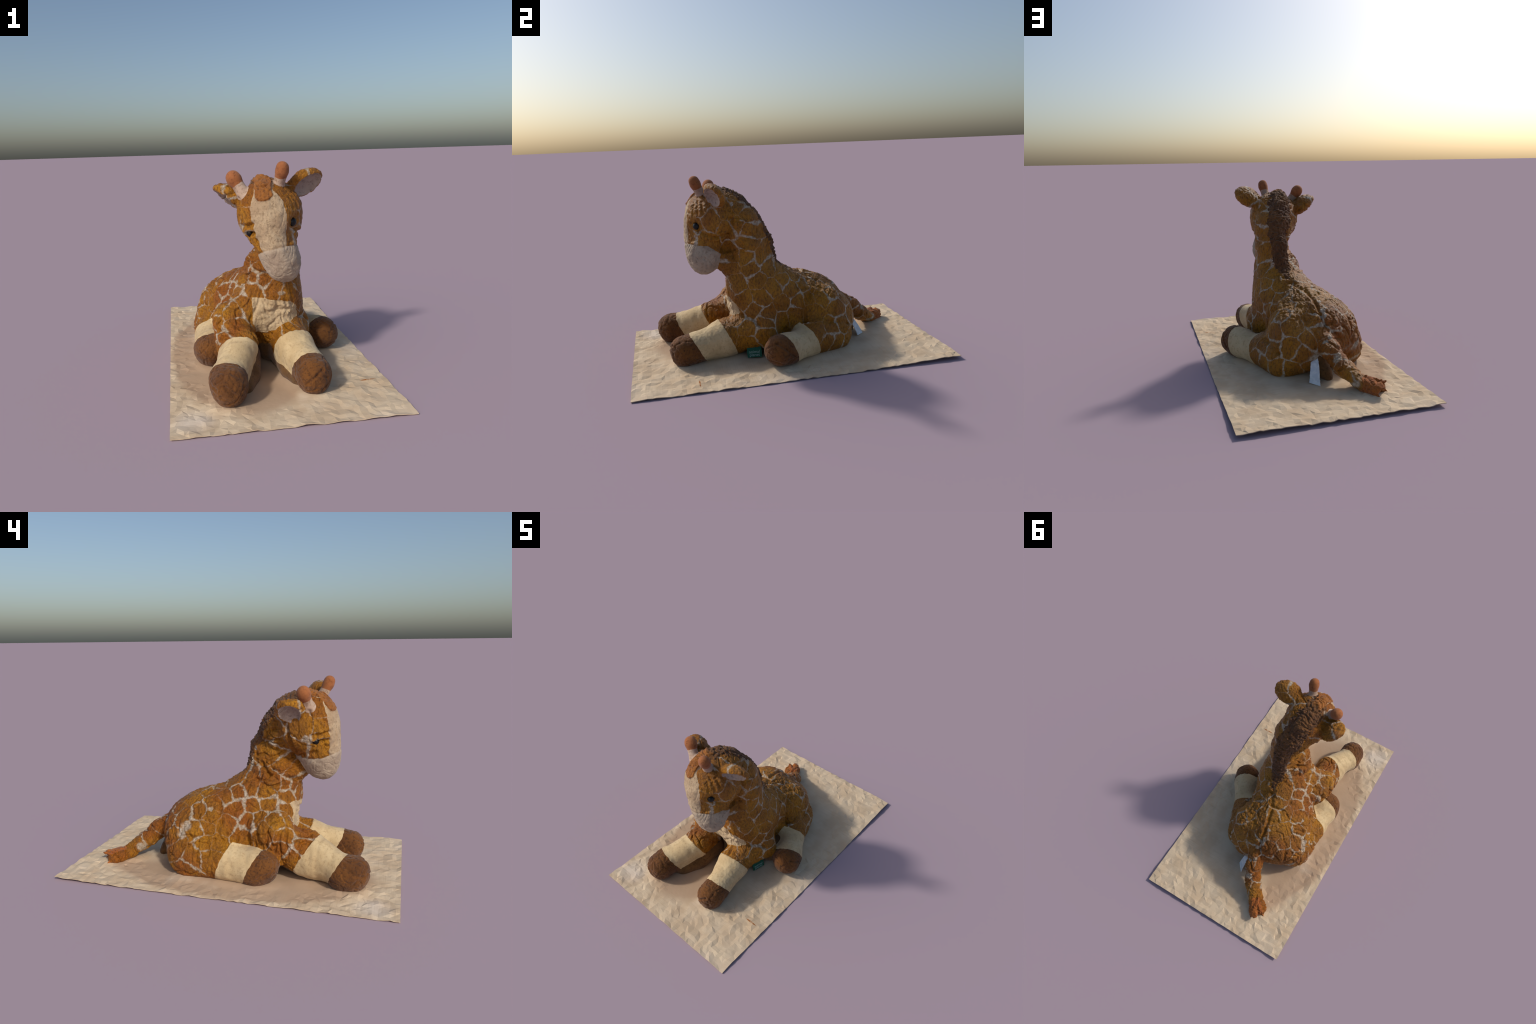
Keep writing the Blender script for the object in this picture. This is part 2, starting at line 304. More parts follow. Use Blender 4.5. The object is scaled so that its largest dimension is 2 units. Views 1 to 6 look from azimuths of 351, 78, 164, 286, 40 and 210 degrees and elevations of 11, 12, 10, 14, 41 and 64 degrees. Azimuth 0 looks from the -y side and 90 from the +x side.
def surface_nets(h):
    lo, hi = np.array([-0.52, -0.88, -0.02]), np.array([0.54, 0.92, 1.22])
    n = np.ceil((hi - lo) / h).astype(int)
    ax = [(lo[i] + h * np.arange(n[i])).astype(np.float32) for i in range(3)]
    D = np.full(n, 9.0, np.float32)
    for name, f in PARTS.items():
        k = JOIN.get(name, 0.1)
        pad = k + 3 * h + 0.02
        a = np.clip(((f.lo - pad - lo) / h).astype(int), 0, n)
        b = np.clip(((f.hi + pad - lo) / h).astype(int) + 1, 0, n)
        for x in range(a[0], b[0], 24):
            e = min(x + 24, b[0])
            g = np.stack(np.meshgrid(ax[0][x:e], ax[1][a[1]:b[1]], ax[2][a[2]:b[2]], indexing="ij"), -1)
            s = D[x:e, a[1]:b[1], a[2]:b[2]]
            D[x:e, a[1]:b[1], a[2]:b[2]] = smin(s, f(g), k)
    D = np.maximum(D, FLOOR - ax[2][None, None, :])
    inside = D < 0
    cnt = np.zeros(n - 1, np.int8)
    for dx in (0, 1):
        for dy in (0, 1):
            for dz in (0, 1):
                cnt += inside[dx:n[0] - 1 + dx, dy:n[1] - 1 + dy, dz:n[2] - 1 + dz]
    cells = np.argwhere((cnt > 0) & (cnt < 8))
    idx = np.full(n - 1, -1, np.int64)
    idx[tuple(cells.T)] = np.arange(len(cells))
    acc, w = np.zeros((len(cells), 3)), np.zeros(len(cells))
    corner = [(x, y, z) for x in (0, 1) for y in (0, 1) for z in (0, 1)]
    for i, a in enumerate(corner):
        for b in corner[i + 1:]:
            if sum(abs(p - q) for p, q in zip(a, b)) != 1:
                continue
            da = D[tuple((cells + a).T)]
            db = D[tuple((cells + b).T)]
            m = (da < 0) != (db < 0)
            t = np.where(m, da / np.where(m, da - db, 1), 0)[:, None]
            acc += m[:, None] * (np.array(a) + t * (np.array(b) - np.array(a)))
            w += m
    V = lo + h * (cells + acc / w[:, None])
    quads = []
    for k in range(3):
        u, v = (k + 1) % 3, (k + 2) % 3
        sl0, sl1 = [slice(None)] * 3, [slice(None)] * 3
        sl0[k], sl1[k] = slice(0, -1), slice(1, None)
        A, B = inside[tuple(sl0)], inside[tuple(sl1)]
        e = np.argwhere(A != B)
        e = e[(e[:, u] > 0) & (e[:, v] > 0) & (e[:, u] < n[u] - 1) & (e[:, v] < n[v] - 1)]
        flip = B[tuple(e.T)]
        du, dv = np.eye(3, dtype=int)[u], np.eye(3, dtype=int)[v]
        q = np.stack([idx[tuple((e - du - dv).T)], idx[tuple((e - dv).T)], idx[tuple(e.T)], idx[tuple((e - du).T)]], 1)
        q[flip] = q[flip][:, ::-1]
        quads.append(q)
    Q = np.concatenate(quads)
    d02 = ((V[Q[:, 0]] - V[Q[:, 2]]) ** 2).sum(1)
    d13 = ((V[Q[:, 1]] - V[Q[:, 3]]) ** 2).sum(1)
    s = d02 <= d13
    T = np.concatenate([Q[s][:, [0, 1, 2]], Q[s][:, [0, 2, 3]], Q[~s][:, [0, 1, 3]], Q[~s][:, [1, 2, 3]]])
    return V, T


def normals(V, T):
    fn = np.cross(V[T[:, 1]] - V[T[:, 0]], V[T[:, 2]] - V[T[:, 0]])
    N = np.zeros_like(V)
    for i in range(3):
        for c in range(3):
            N[:, c] += np.bincount(T[:, i], fn[:, c], len(V))
    return N / (np.linalg.norm(N, axis=1)[:, None] + 1e-12)


def relax(V, T, it=2, lam=0.5):
    E = np.concatenate([T[:, [0, 1]], T[:, [1, 2]], T[:, [2, 0]]])
    deg = np.bincount(E[:, 0], minlength=len(V)) + np.bincount(E[:, 1], minlength=len(V))
    for _ in range(it):
        S = np.stack([np.bincount(E[:, 0], V[E[:, 1], c], len(V)) + np.bincount(E[:, 1], V[E[:, 0], c], len(V)) for c in range(3)], 1)
        V = V + lam * (S / deg[:, None] - V)
    return V


# ------------------------------------------------------------------ parting the skin along seams
class Skin:
    def __init__(s, base, V, T):
        s.A = np.concatenate([base, V], 1)       # undisturbed and furred positions
        s.T = T
        s.L = np.zeros(len(T), int)
        s.names = ["torso"]

    def part(s, name, f, parents=None):
        """give the faces where f < 0 (inside the parent parts) a name of their own"""
        f = f(s.A[:, :3].astype(np.float32)).astype(float)
        f[np.abs(f) < 1e-5] = 1e-5
        E = np.sort(np.concatenate([s.T[:, [0, 1]], s.T[:, [1, 2]], s.T[:, [2, 0]]]), 1)
        cross = (f[E[:, 0]] < 0) != (f[E[:, 1]] < 0)
        key = E[:, 0] * (len(f) + 1) + E[:, 1]
        uk, inv = np.unique(key[cross], return_inverse=True)
        a, b = uk // (len(f) + 1), uk % (len(f) + 1)
        t = np.clip(f[a] / (f[a] - f[b]), 0.03, 0.97)[:, None]
        base = len(f)
        s.A = np.concatenate([s.A, s.A[a] + t * (s.A[b] - s.A[a])])
        new = np.full(len(key), -1)
        new[cross] = base + inv
        m = len(s.T)
        e01, e12, e20 = new[:m], new[m:2 * m], new[2 * m:]
        neg = f[s.T] < 0
        cnt = neg.sum(1)
        mixed = (cnt == 1) | (cnt == 2)
        T, L, side = [s.T[~mixed]], [s.L[~mixed]], [cnt[~mixed] == 3]
        for k in range(3):
            lone = mixed & np.where(cnt == 1, neg[:, k], ~neg[:, k])
            if not lone.any():
                continue
            t3 = s.T[lone]
            A_, B_, C_ = t3[:, k], t3[:, (k + 1) % 3], t3[:, (k + 2) % 3]
            ee = (e01, e12, e20)
            ab, ca = ee[k][lone], ee[(k + 2) % 3][lone]
            n1 = neg[lone, k]
            T += [np.stack([A_, ab, ca], 1), np.stack([ab, B_, C_], 1), np.stack([ab, C_, ca], 1)]
            L += [s.L[lone]] * 3
            side += [n1, ~n1, ~n1]
        s.T, s.L, side = np.concatenate(T), np.concatenate(L), np.concatenate(side)
        if parents:
            side &= np.isin(s.L, [s.names.index(q) for q in parents])
        s.names.append(name)
        s.L[side] = len(s.names) - 1


# ------------------------------------------------------------------ materials
def srgb(r, g, b):
    return tuple(((c / 255) / 12.92 if c / 255 <= 0.04045 else ((c / 255 + 0.055) / 1.055) ** 2.4) for c in (r, g, b)) + (1.0,)


class Nodes:
    def __init__(s, name):
        s.mat = bpy.data.materials.new(name)
        s.mat.use_nodes = True
        s.t = s.mat.node_tree
        s.bsdf = s.t.nodes["Principled BSDF"]
        s.co = s.t.nodes.new("ShaderNodeTexCoord").outputs["Object"]

    def link(s, a, b):
        s.t.links.new(a, b)

    def put(s, sock, v):
        if hasattr(v, "is_linked"):
            s.link(v, sock)
        else:
            sock.default_value = v

    def math(s, op, a, b=0.0, c=None, clamp=False):
        n = s.t.nodes.new("ShaderNodeMath")
        n.operation, n.use_clamp = op, clamp
        s.put(n.inputs[0], a)
        s.put(n.inputs[1], b)
        if c is not None:
            s.put(n.inputs[2], c)
        return n.outputs[0]

    def vec(s, op, a, b=(0, 0, 0), out=0):
        n = s.t.nodes.new("ShaderNodeVectorMath")
        n.operation = op
        s.put(n.inputs[0], a)
        if op == "SCALE":
            s.put(n.inputs[3], b)
        else:
            s.put(n.inputs[1], b)
        return n.outputs["Value"] if op in ("DISTANCE", "LENGTH", "DOT_PRODUCT") else n.outputs[0]

    def noise(s, scale, detail=3.0, rough=0.55, co=None, distort=0.0, out="Fac"):
        n = s.t.nodes.new("ShaderNodeTexNoise")
        s.link(co or s.co, n.inputs["Vector"])
        n.inputs["Scale"].default_value, n.inputs["Detail"].default_value = scale, detail
        n.inputs["Roughness"].default_value, n.inputs["Distortion"].default_value = rough, distort
        return n.outputs[out]

    def ramp(s, x, lo, hi, a=0.0, b=1.0, mode="SMOOTHSTEP"):
        n = s.t.nodes.new("ShaderNodeMapRange")
        n.interpolation_type = mode
        s.put(n.inputs[0], x)
        for i, v in zip((1, 2, 3, 4), (lo, hi, a, b)):
            s.put(n.inputs[i], v)
        return n.outputs[0]

    def mix(s, f, a, b, kind="MIX"):
        n = s.t.nodes.new("ShaderNodeMix")
        n.data_type, n.blend_type = "RGBA", kind
        s.put(n.inputs[0], f)
        s.put(n.inputs[6], a)
        s.put(n.inputs[7], b)
        return n.outputs[2]

    def stretch(s, sc, rot=(0, 0, 0)):
        n = s.t.nodes.new("ShaderNodeMapping")
        s.link(s.co, n.inputs["Vector"])
        n.inputs["Scale"].default_value = sc
        n.inputs["Rotation"].default_value = rot
        return n.outputs[0]

    def bump(s, h, dist, strength=1.0, normal=None):
        n = s.t.nodes.new("ShaderNodeBump")
        n.inputs["Distance"].default_value, n.inputs["Strength"].default_value = dist, strength
        s.link(h, n.inputs["Height"])
        if normal:
            s.link(normal, n.inputs["Normal"])
        return n.outputs[0]

    def done(s, color, rough=0.85, normal=None, sheen=0.0, spec=0.25):
        s.put(s.bsdf.inputs["Base Color"], color)
        s.put(s.bsdf.inputs["Roughness"], rough)
        s.bsdf.inputs["Specular IOR Level"].default_value = spec
        s.bsdf.inputs["Sheen Weight"].default_value = sheen
        if normal:
            s.link(normal, s.bsdf.inputs["Normal"])
        return s.mat


def spotted_fur(name, verts):
    """brown patches = cells around SPOTS, split by pale lines where two centres are equally near"""
    m = Nodes(name)
    jit = m.vec("SCALE", m.vec("SUBTRACT", m.noise(11, 2, 0.5, out="Color"), (0.5, 0.5, 0.5)), 0.055)
    fuzz = m.vec("SCALE", m.vec("SUBTRACT", m.noise(75, 3, 0.65, out="Color"), (0.5, 0.5, 0.5)), 0.016)
    co = m.vec("ADD", m.vec("ADD", m.co, jit), fuzz)
    sub = verts[::23]
    use = [c for c in SPOTS if np.min(((sub - np.array(c)) ** 2).sum(1)) < 0.125 ** 2] or SPOTS[:2]
    f1 = f2 = None
    for c in use:
        d = m.vec("DISTANCE", co, c)
        if f1 is None:
            f1, f2 = d, 9.0
        else:
            f2 = m.math("MINIMUM", f2, m.math("MAXIMUM", f1, d))
            f1 = m.math("MINIMUM", f1, d)
    gap = m.math("SUBTRACT", f2, f1)
    wide = m.ramp(m.noise(8, 2), 0.35, 0.68, -0.009, 0.008)
    spot = m.ramp(m.math("SUBTRACT", gap, wide), -0.001, 0.015)
    for c in PALE:
        if np.min(((sub - np.array(c[:3])) ** 2).sum(1)) < 0.08 ** 2:
            spot = m.math("MINIMUM", spot, m.ramp(m.vec("DISTANCE", co, c[:3]), c[3] * 0.55, c[3] * 1.15))
    patch = m.mix(m.ramp(m.noise(5, 2), 0.35, 0.65), srgb(162, 103, 6), srgb(190, 128, 8))
    sep = m.t.nodes.new("ShaderNodeSeparateXYZ")
    m.link(m.co, sep.inputs[0])
    sun_tint = m.ramp(sep.outputs[0], -0.16, 0.10, 0.75, 0.12)            # lighting tinted into the coat: rustier on the sunlit left, ochre on the shaded right
    rust = m.math("MULTIPLY", m.ramp(m.noise(3.2, 2), 0.38, 0.62), sun_tint)
    patch = m.mix(rust, patch, srgb(152, 78, 7))
    patch = m.mix(m.ramp(m.noise(95, 4, 0.75, m.stretch((1, 1, 0.5))), 0.44, 0.66, 0, 0.75), patch, srgb(98, 56, 6))  # dark streaks here and below draw the shading between hairs and in creases
    patch = m.mix(m.ramp(m.noise(33, 4, 0.7), 0.55, 0.75, 0, 0.45), patch, srgb(104, 58, 8))
    pale = m.mix(m.ramp(m.noise(70, 4, 0.7), 0.35, 0.65), srgb(166, 140, 108), srgb(214, 198, 178))
    col = m.mix(spot, pale, patch)
    n = m.bump(m.noise(80, 5, 0.72, m.stretch((1, 1, 0.55))), 0.020, 0.85)
    n = m.bump(m.noise(210, 3, 0.7, m.stretch((1, 1, 0.4))), 0.005, 0.7, n)
    return m.done(col, 0.40, n, 0.0, 0.5)


def plain_fur(name, a, b, scale=70, dark=None, bump=0.005, sc=(1, 1, 1), fine=170):
    m = Nodes(name)
    co = m.stretch(sc)
    col = m.mix(m.ramp(m.noise(scale * 0.15, 3), 0.35, 0.65), a, b)
    if dark:
        col = m.mix(m.ramp(m.noise(scale, 4, 0.7, co), 0.48, 0.72), col, dark)
    n = m.bump(m.noise(fine, 4, 0.65, co), bump, 0.7)
    return m.done(col, 0.85, n, 0.15)


# ------------------------------------------------------------------ build the plush
V, T = surface_nets(H)
V = relax(V, T, 2)
P = V.astype(np.float32)
N = normals(V, T)


dm = {n: f(P) for n, f in PARTS.items()}
order = list(PARTS)
own = np.array([dm[n] for n in order]).argmin(0)
is_ = lambda *ns: np.isin(own, [order.index(n) for n in ns])
near = lambda n, w=0.03: smooth(w, 0.0, dm[n])


def beyond(q, d, fuzz=0.004):
    """negative on the far side of the plane through q facing d"""
    d, q = unit(d).astype(np.float32), np.array(q, np.float32)
    return lambda p: -((p - q) @ d) + fuzz * noise(p * 40)


SEAMS = {  # leg: (start of the cream sock, start of the hoof), each a point and the way the leg runs there
    "foreleg_left": (((-0.213, -0.470, 0.19), (-0.20, -0.86, -0.48)), ((-0.268, -0.655, 0.13), (-0.22, -0.86, -0.46))),
    "foreleg_right": (((0.118, -0.400, 0.17), (0.12, -0.90, -0.42)), ((0.150, -0.592, 0.115), (0.10, -0.88, -0.46))),
    "hindleg_left": (((-0.315, 0.005, 0.13), (-0.10, -0.93, -0.36)), ((-0.335, -0.175, 0.12), (-0.12, -0.90, -0.42))),
    "hindleg_right": (((0.262, 0.13, 0.125), (0.36, -0.88, -0.30)), ((0.345, -0.055, 0.12), (0.42, -0.85, -0.32)))}


def head_uv(p):
    q = (p - np.array((0.0, -0.45, 0.85), np.float32)) @ HEAD.T.astype(np.float32)
    return q[:, 0], q[:, 1], q[:, 2]


def muzzle_line(p):
    a, b, c = head_uv(p)
    return b + 0.113 + 0.016 * smooth(0.15, 0.05, c) + 0.6 * np.maximum(-c, 0) * smooth(-0.03, 0.03, a) + 0.003 * noise(p * 40)


def blaze(p):
    a, b, c = head_uv(p)
    lo = np.interp(b, (-0.12, 0.0, 0.11, 0.21), (-0.084, -0.092, -0.090, -0.042))
    hi = np.interp(b, (-0.11, -0.03, 0.04, 0.11, 0.17), (0.045, 0.066, 0.083, 0.082, 0.046))
    return np.maximum(np.maximum(lo - a, a - hi) + 0.004 * noise(p * 35), 0.03 - c)


def forelock_area(p):
    a, b, c = head_uv(p)
    side = np.abs(a + 0.006 - 0.12 * np.maximum(b - 0.16, 0)) - 0.042
    end = 0.128 - b
    r = np.maximum(np.hypot(np.maximum(side + 0.034, 0), np.maximum(end + 0.034, 0)) - 0.034, np.maximum(side, end))
    return np.maximum(r, -0.02 - c) + 0.007 * noise(p * 38)


def mane_area(p):
    return MANE_LINE(p) + 0.020 * noise(p * 22) + 0.014 * noise(p * 75)


def bib(p):
    x, y, z = p.T
    f = np.maximum.reduce([z - 0.422 + 0.15 * x, z - 0.40 + 0.9 * (x - 0.115), -(x + 0.106), (0.225 + 0.46 * (x + 0.02) - z) * 0.9, 0.222 - z, y + 0.22, x - 0.155])
    return f + 0.008 * noise(p * 22) + 0.003 * noise(p * 90)


def line_distance(p, pts):
    pts = np.array(pts, np.float32)
    best = np.full(len(p), 9.0, np.float32)
    for a, b in zip(pts[:-1], pts[1:]):
        ab = b - a
        t = np.clip((p - a) @ ab / (ab @ ab + 1e-9), 0, 1)
        best = np.minimum(best, np.linalg.norm(p - a - t[:, None] * ab, axis=1))
    return best


x, y, z = P.T
warp = np.stack([noise(P * 9 + c) for c in (3.1, 17.7, 41.3)], 1) * 0.25


def crack(f, w, o, along=(1, 1, 1)):
    """thin creases; `along` < 1 stretches them that way"""
    return np.exp(-(noise((P * np.array(along) + warp * 0.12) * f + o) / w) ** 2)


# folds hang down the flanks, run round the neck and across the back
neckish = near("neck", 0.02) * smooth(0.42, 0.52, z)

sock = np.zeros(len(P), np.float32)
hoof = np.zeros(len(P), np.float32)
for leg, (a, b) in SEAMS.items():
    sock = np.maximum(sock, is_(leg) * smooth(0.012, -0.004, beyond(*a, 0)(P)))
    hoof = np.maximum(hoof, is_(leg) * smooth(0.006, -0.006, beyond(*b, 0)(P)))
on_head = is_("head").astype(np.float32)
pale_face = on_head * np.maximum(smooth(0.006, -0.006, muzzle_line(P)), smooth(0.006, -0.006, blaze(P)))
lock = on_head * smooth(0.004, -0.006, forelock_area(P))
mane_w = smooth(0.006, -0.014, mane_area(P)) * (is_("mane", "neck", "head", "torso")) * (1 - lock)
horn = is_("horn_left", "horn_right").astype(np.float32)
brush = is_("tuft").astype(np.float32)
left = smooth(0.12, -0.12, x + 0.15 * y)                   # the rumpled side of the toy
top = smooth(0.2, 0.7, N[:, 2]) * smooth(-0.12, 0.02, y) * smooth(0.25, 0.4, z)
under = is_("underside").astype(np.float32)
coat = (1 - under) * (1 - sock) * (1 - pale_face) * (1 - horn) * (1 - mane_w)
rump = 0.4 + 0.9 * left * (1 - 0.6 * top) + 0.15 * top
rump = rump * (1 - 0.45 * is_("head"))
disp = 0.004 * noise(P * 10 + 5)
torn = smooth(-0.15, 0.35, noise(P * 5 + 12))
fold = (1 - neckish) * crack(13, 0.11, 31, (1, 1, 0.35)) + neckish * crack(18, 0.11, 3, (0.5, 0.5, 1.4))
disp += coat * (-0.0065 * rump * crack(9, 0.10, 7) - 0.0095 * rump * (0.35 + 0.65 * torn) * fold + 0.0022 * rump * noise(P * 30 + 3) + top * (0.0030 * noise(P * np.array([48, 30, 48]) + warp * 5) - 0.004 * torn * crack(30, 0.16, 77)))
tuft = noise(P * np.array([62, 62, 40]) + warp * 8 + 1)
disp += coat * (0.0036 * (np.abs(tuft) - 0.3) + 0.0018 * noise(P * np.array([95, 95, 60]) + 1) - 0.0035 * (0.25 + 0.75 * smooth(-0.1, 0.4, noise(P * 7 + 2))) * crack(32, 0.13, 55, (1, 1, 0.5)))
disp += sock * (1 - hoof) * (0.0010 * noise(P * 45) + 0.0020 * noise(P * 22 + 6) + 0.0038 * left * noise(np.stack([x * 8, y * 26, z * 10], 1)) + 0.0012 * (1 - left) * noise(P * 70))
disp += hoof * (0.001 - 0.004 * crack(14, 0.10, 3) + 0.0016 * noise(P * 60) - 0.002 * crack(34, 0.14, 13))
disp += pale_face * (0.0030 * noise(P * 34 + 2) - 0.0024 * crack(20, 0.11, 5, (1, 1, 0.7)) + 0.0012 * noise(P * 90))
folds = np.exp(-(noise(np.stack([x * 5, y * 5, z * 20 + 4 * y], 1) + warp) / 0.14) ** 2)
disp -= 0.008 * folds * near("neck", 0.02) * smooth(0.42, 0.52, z) * coat * (0.15 + 0.85 * left)
comb = noise(np.stack([x * 30, y * 55, z * 75], 1) + warp * 6)
disp += mane_w * (0.001 + 0.007 * comb + 0.004 * noise(P * 85) - 0.006 * crack(30, 0.2, 9))
disp += lock * (0.009 + 0.0025 * noise(np.stack([x * 75, y * 40, z * 28], 1)) + 0.002 * noise(P * 60))
disp += brush * 0.003 * noise(P * 60)
bibw = smooth(0.004, -0.006, bib(P)) * is_("torso", "neck")
disp += bibw * (-0.003 * crack(30, 0.2, 15) * smooth(0.27, 0.36, z))
on_muzzle = on_head * np.exp(-(muzzle_line(P) / 0.006) ** 2)
disp -= 0.003 * on_muzzle
for depth, width, pts in GROOVES:
    d = line_distance(P, pts)
    disp -= depth * (np.exp(-(d / width) ** 2) - 0.22 * np.exp(-((d - 2.2 * width) / width) ** 2))
for a, b, c, r, depth in DENTS:
    disp -= depth * np.exp(-(((P - np.array((a, b, c), np.float32)) ** 2).sum(1) / r ** 2))
disp *= smooth(FLOOR, FLOOR + 0.03, z)
V2 = V + N * disp[:, None]

skin = Skin(V, V2, T)
others = lambda n: [f for k, f in PARTS.items() if k not in (n, "mane")]


def owns(n, grow=0.0):
    def f(p):
        m = np.min([g(p) for g in others(n)], 0)
        return PARTS[n](p) - m - grow
    return f


for n in order[1:]:
    if n != "mane":
        skin.part(n, owns(n))
for leg, (a, b) in SEAMS.items():
    skin.part(leg + "_sock", beyond(*a), [leg])
    skin.part(leg + "_hoof", beyond(*b), [leg + "_sock"])
skin.part("horn_tip_r", beyond((0.036, -0.515, 1.098), (0.1, -0.35, 0.93), 0.002), ["horn_right"])
skin.part("horn_tip_l", beyond((-0.170, -0.437, 1.060), (-0.5, 0.25, 0.83), 0.002), ["horn_left"])
skin.part("muzzle", muzzle_line, ["head"])
skin.part("face_blaze", blaze, ["head"])
skin.part("mane", mane_area, ["neck", "head", "torso", "face_blaze"])
skin.part("forelock", forelock_area, ["head", "face_blaze", "mane"])
skin.part("chest_bib", bib, ["torso", "neck"])
for n, e in (("ear_right", HOLLOW_R), ("ear_left", HOLLOW_L)):
    skin.part(n + "_lining", (lambda e: lambda p: e(p) - 0.005)(e), [n])

ALL_N = normals(skin.A[:, 3:], skin.T)

cream = plain_fur("cream_plush", srgb(194, 168, 126), srgb(206, 182, 140), 60, srgb(178, 150, 110), 0.003, fine=220)
bibm = plain_fur("bib_plush", srgb(186, 160, 122), srgb(198, 174, 138), 60, srgb(150, 122, 90), 0.006)
blazem = plain_fur("blaze_plush", srgb(168, 142, 112), srgb(188, 164, 132), 60, srgb(138, 114, 86), 0.005)
muzm = plain_fur("muzzle_plush", srgb(160, 140, 120), srgb(178, 160, 138), 60, srgb(136, 116, 96), 0.004)
liningm = plain_fur("ear_lining_plush", srgb(150, 132, 120), srgb(168, 150, 138), 60, srgb(122, 104, 94), 0.003)
hoofm = plain_fur("hoof_plush", srgb(92, 55, 22), srgb(112, 69, 26), 70, srgb(56, 32, 16), 0.005)
manem = plain_fur("mane_fur", srgb(96, 62, 34), srgb(118, 78, 40), 70, srgb(52, 34, 20), 0.008)  # browns darkened to carry the shade along neck and crown
forem = plain_fur("forelock_fur", srgb(138, 84, 34), srgb(150, 94, 38), 70, srgb(98, 56, 24), 0.006)
hornm = plain_fur("horn_felt", srgb(148, 90, 50), srgb(162, 100, 58), 60, srgb(122, 70, 38), 0.003)
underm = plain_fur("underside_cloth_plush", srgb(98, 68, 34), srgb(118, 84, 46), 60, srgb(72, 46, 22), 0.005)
tuftm = plain_fur("tail_tuft_fur", srgb(150, 84, 34), srgb(168, 98, 40), 60, srgb(100, 52, 22), 0.006, (1, 1, 1))
stemm = plain_fur("horn_stem_plush", srgb(170, 140, 118), srgb(192, 168, 148), 60, srgb(140, 110, 88), 0.003)

giraffe = bpy.data.objects.new("plush_giraffe", None)
giraffe["label"] = "plush giraffe calf lying down, orange-brown patches"
giraffe["category"] = "stuffed toy"
bpy.context.scene.collection.objects.link(giraffe)

FUR = "spotted"
SPEC = [  # skin region, object name, parent, material
    ("torso", "torso", None, FUR), ("neck", "neck", None, FUR), ("head", "head", None, FUR),
    ("foreleg_left", "foreleg", None, FUR), ("foreleg_right", "foreleg", None, FUR),
    ("hindleg_left", "hindleg", None, FUR), ("hindleg_right", "hindleg", None, FUR),
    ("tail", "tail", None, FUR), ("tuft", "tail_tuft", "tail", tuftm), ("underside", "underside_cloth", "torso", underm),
    ("ear_right", "ear", "head", FUR), ("ear_left", "ear", "head", FUR),
    ("ear_right_lining", "ear_lining", "head", liningm), ("ear_left_lining", "ear_lining", "head", liningm),
    ("horn_right", "horn_stem", "head", stemm), ("horn_left", "horn_stem", "head", stemm),
    ("horn_tip_r", "horn_knob", "head", hornm), ("horn_tip_l", "horn_knob", "head", hornm),
    ("mane", "mane", None, manem), ("forelock", "forelock", "head", forem),
    ("muzzle", "muzzle", "head", muzm), ("face_blaze", "face_blaze", "head", blazem), ("chest_bib", "chest_bib", "torso", bibm)]
for leg in SEAMS:
    SPEC += [(leg + "_sock", "cream_sock", leg, cream), (leg + "_hoof", "hoof", leg, hoofm)]
made = {}


def mesh_object(name, verts, faces, mat, parent, nrm=None, flat=False):
    me = bpy.data.meshes.new(name)
    me.from_pydata(np.asarray(verts).tolist(), [], np.asarray(faces).tolist() if not isinstance(faces, list) else faces)
    me.materials.append(mat)
    me.polygons.foreach_set("use_smooth", [not flat] * len(me.polygons))
    if nrm is not None:
        me.normals_split_custom_set_from_vertices(np.asarray(nrm).tolist())
    ob = bpy.data.objects.new(name, me)
    bpy.context.scene.collection.objects.link(ob)
    ob.parent = parent
    return ob


for region, name, par, mat in SPEC:
    t = skin.T[skin.L == skin.names.index(region)]
    if not len(t):
        print("EMPTY", region)
        continue
    used, inv = np.unique(t, return_inverse=True)
    if mat == FUR:
        mat = spotted_fur("spotted_fur_" + name, skin.A[used, 3:])
    made[region] = mesh_object(name, skin.A[used, 3:], inv.reshape(-1, 3), mat, made[par] if par else giraffe, ALL_N[used])
print("skin tris", len(skin.T))

# ------------------------------------------------------------------ eyes, tags
def ball(name, c, r, mat, parent, squash=(1, 1, 1), R=None, seg=24):
    vs, fs = [], []
    for i in range(seg // 2 + 1):
        a = math.pi * i / (seg // 2)
        for j in range(seg):
            b = 2 * math.pi * j / seg
            q = np.array([math.sin(a) * math.cos(b), math.sin(a) * math.sin(b), math.cos(a)]) * r * np.array(squash)
            vs.append((np.asarray(R).T @ q if R is not None else q) + np.array(c))
    for i in range(seg // 2):
        for j in range(seg):
            k = (j + 1) % seg
            fs.append((i * seg + j, (i + 1) * seg + j, (i + 1) * seg + k, i * seg + k))
    return mesh_object(name, vs, fs, mat, parent)


em = Nodes("black_plastic")
eye_mat = em.done(srgb(11, 11, 13), 0.38, spec=0.35)
ball("eye", (0.085, -0.541, 0.871), 0.023, eye_mat, made["head"])
ball("eye", (-0.121, -0.487, 0.817), 0.020, eye_mat, made["head"])


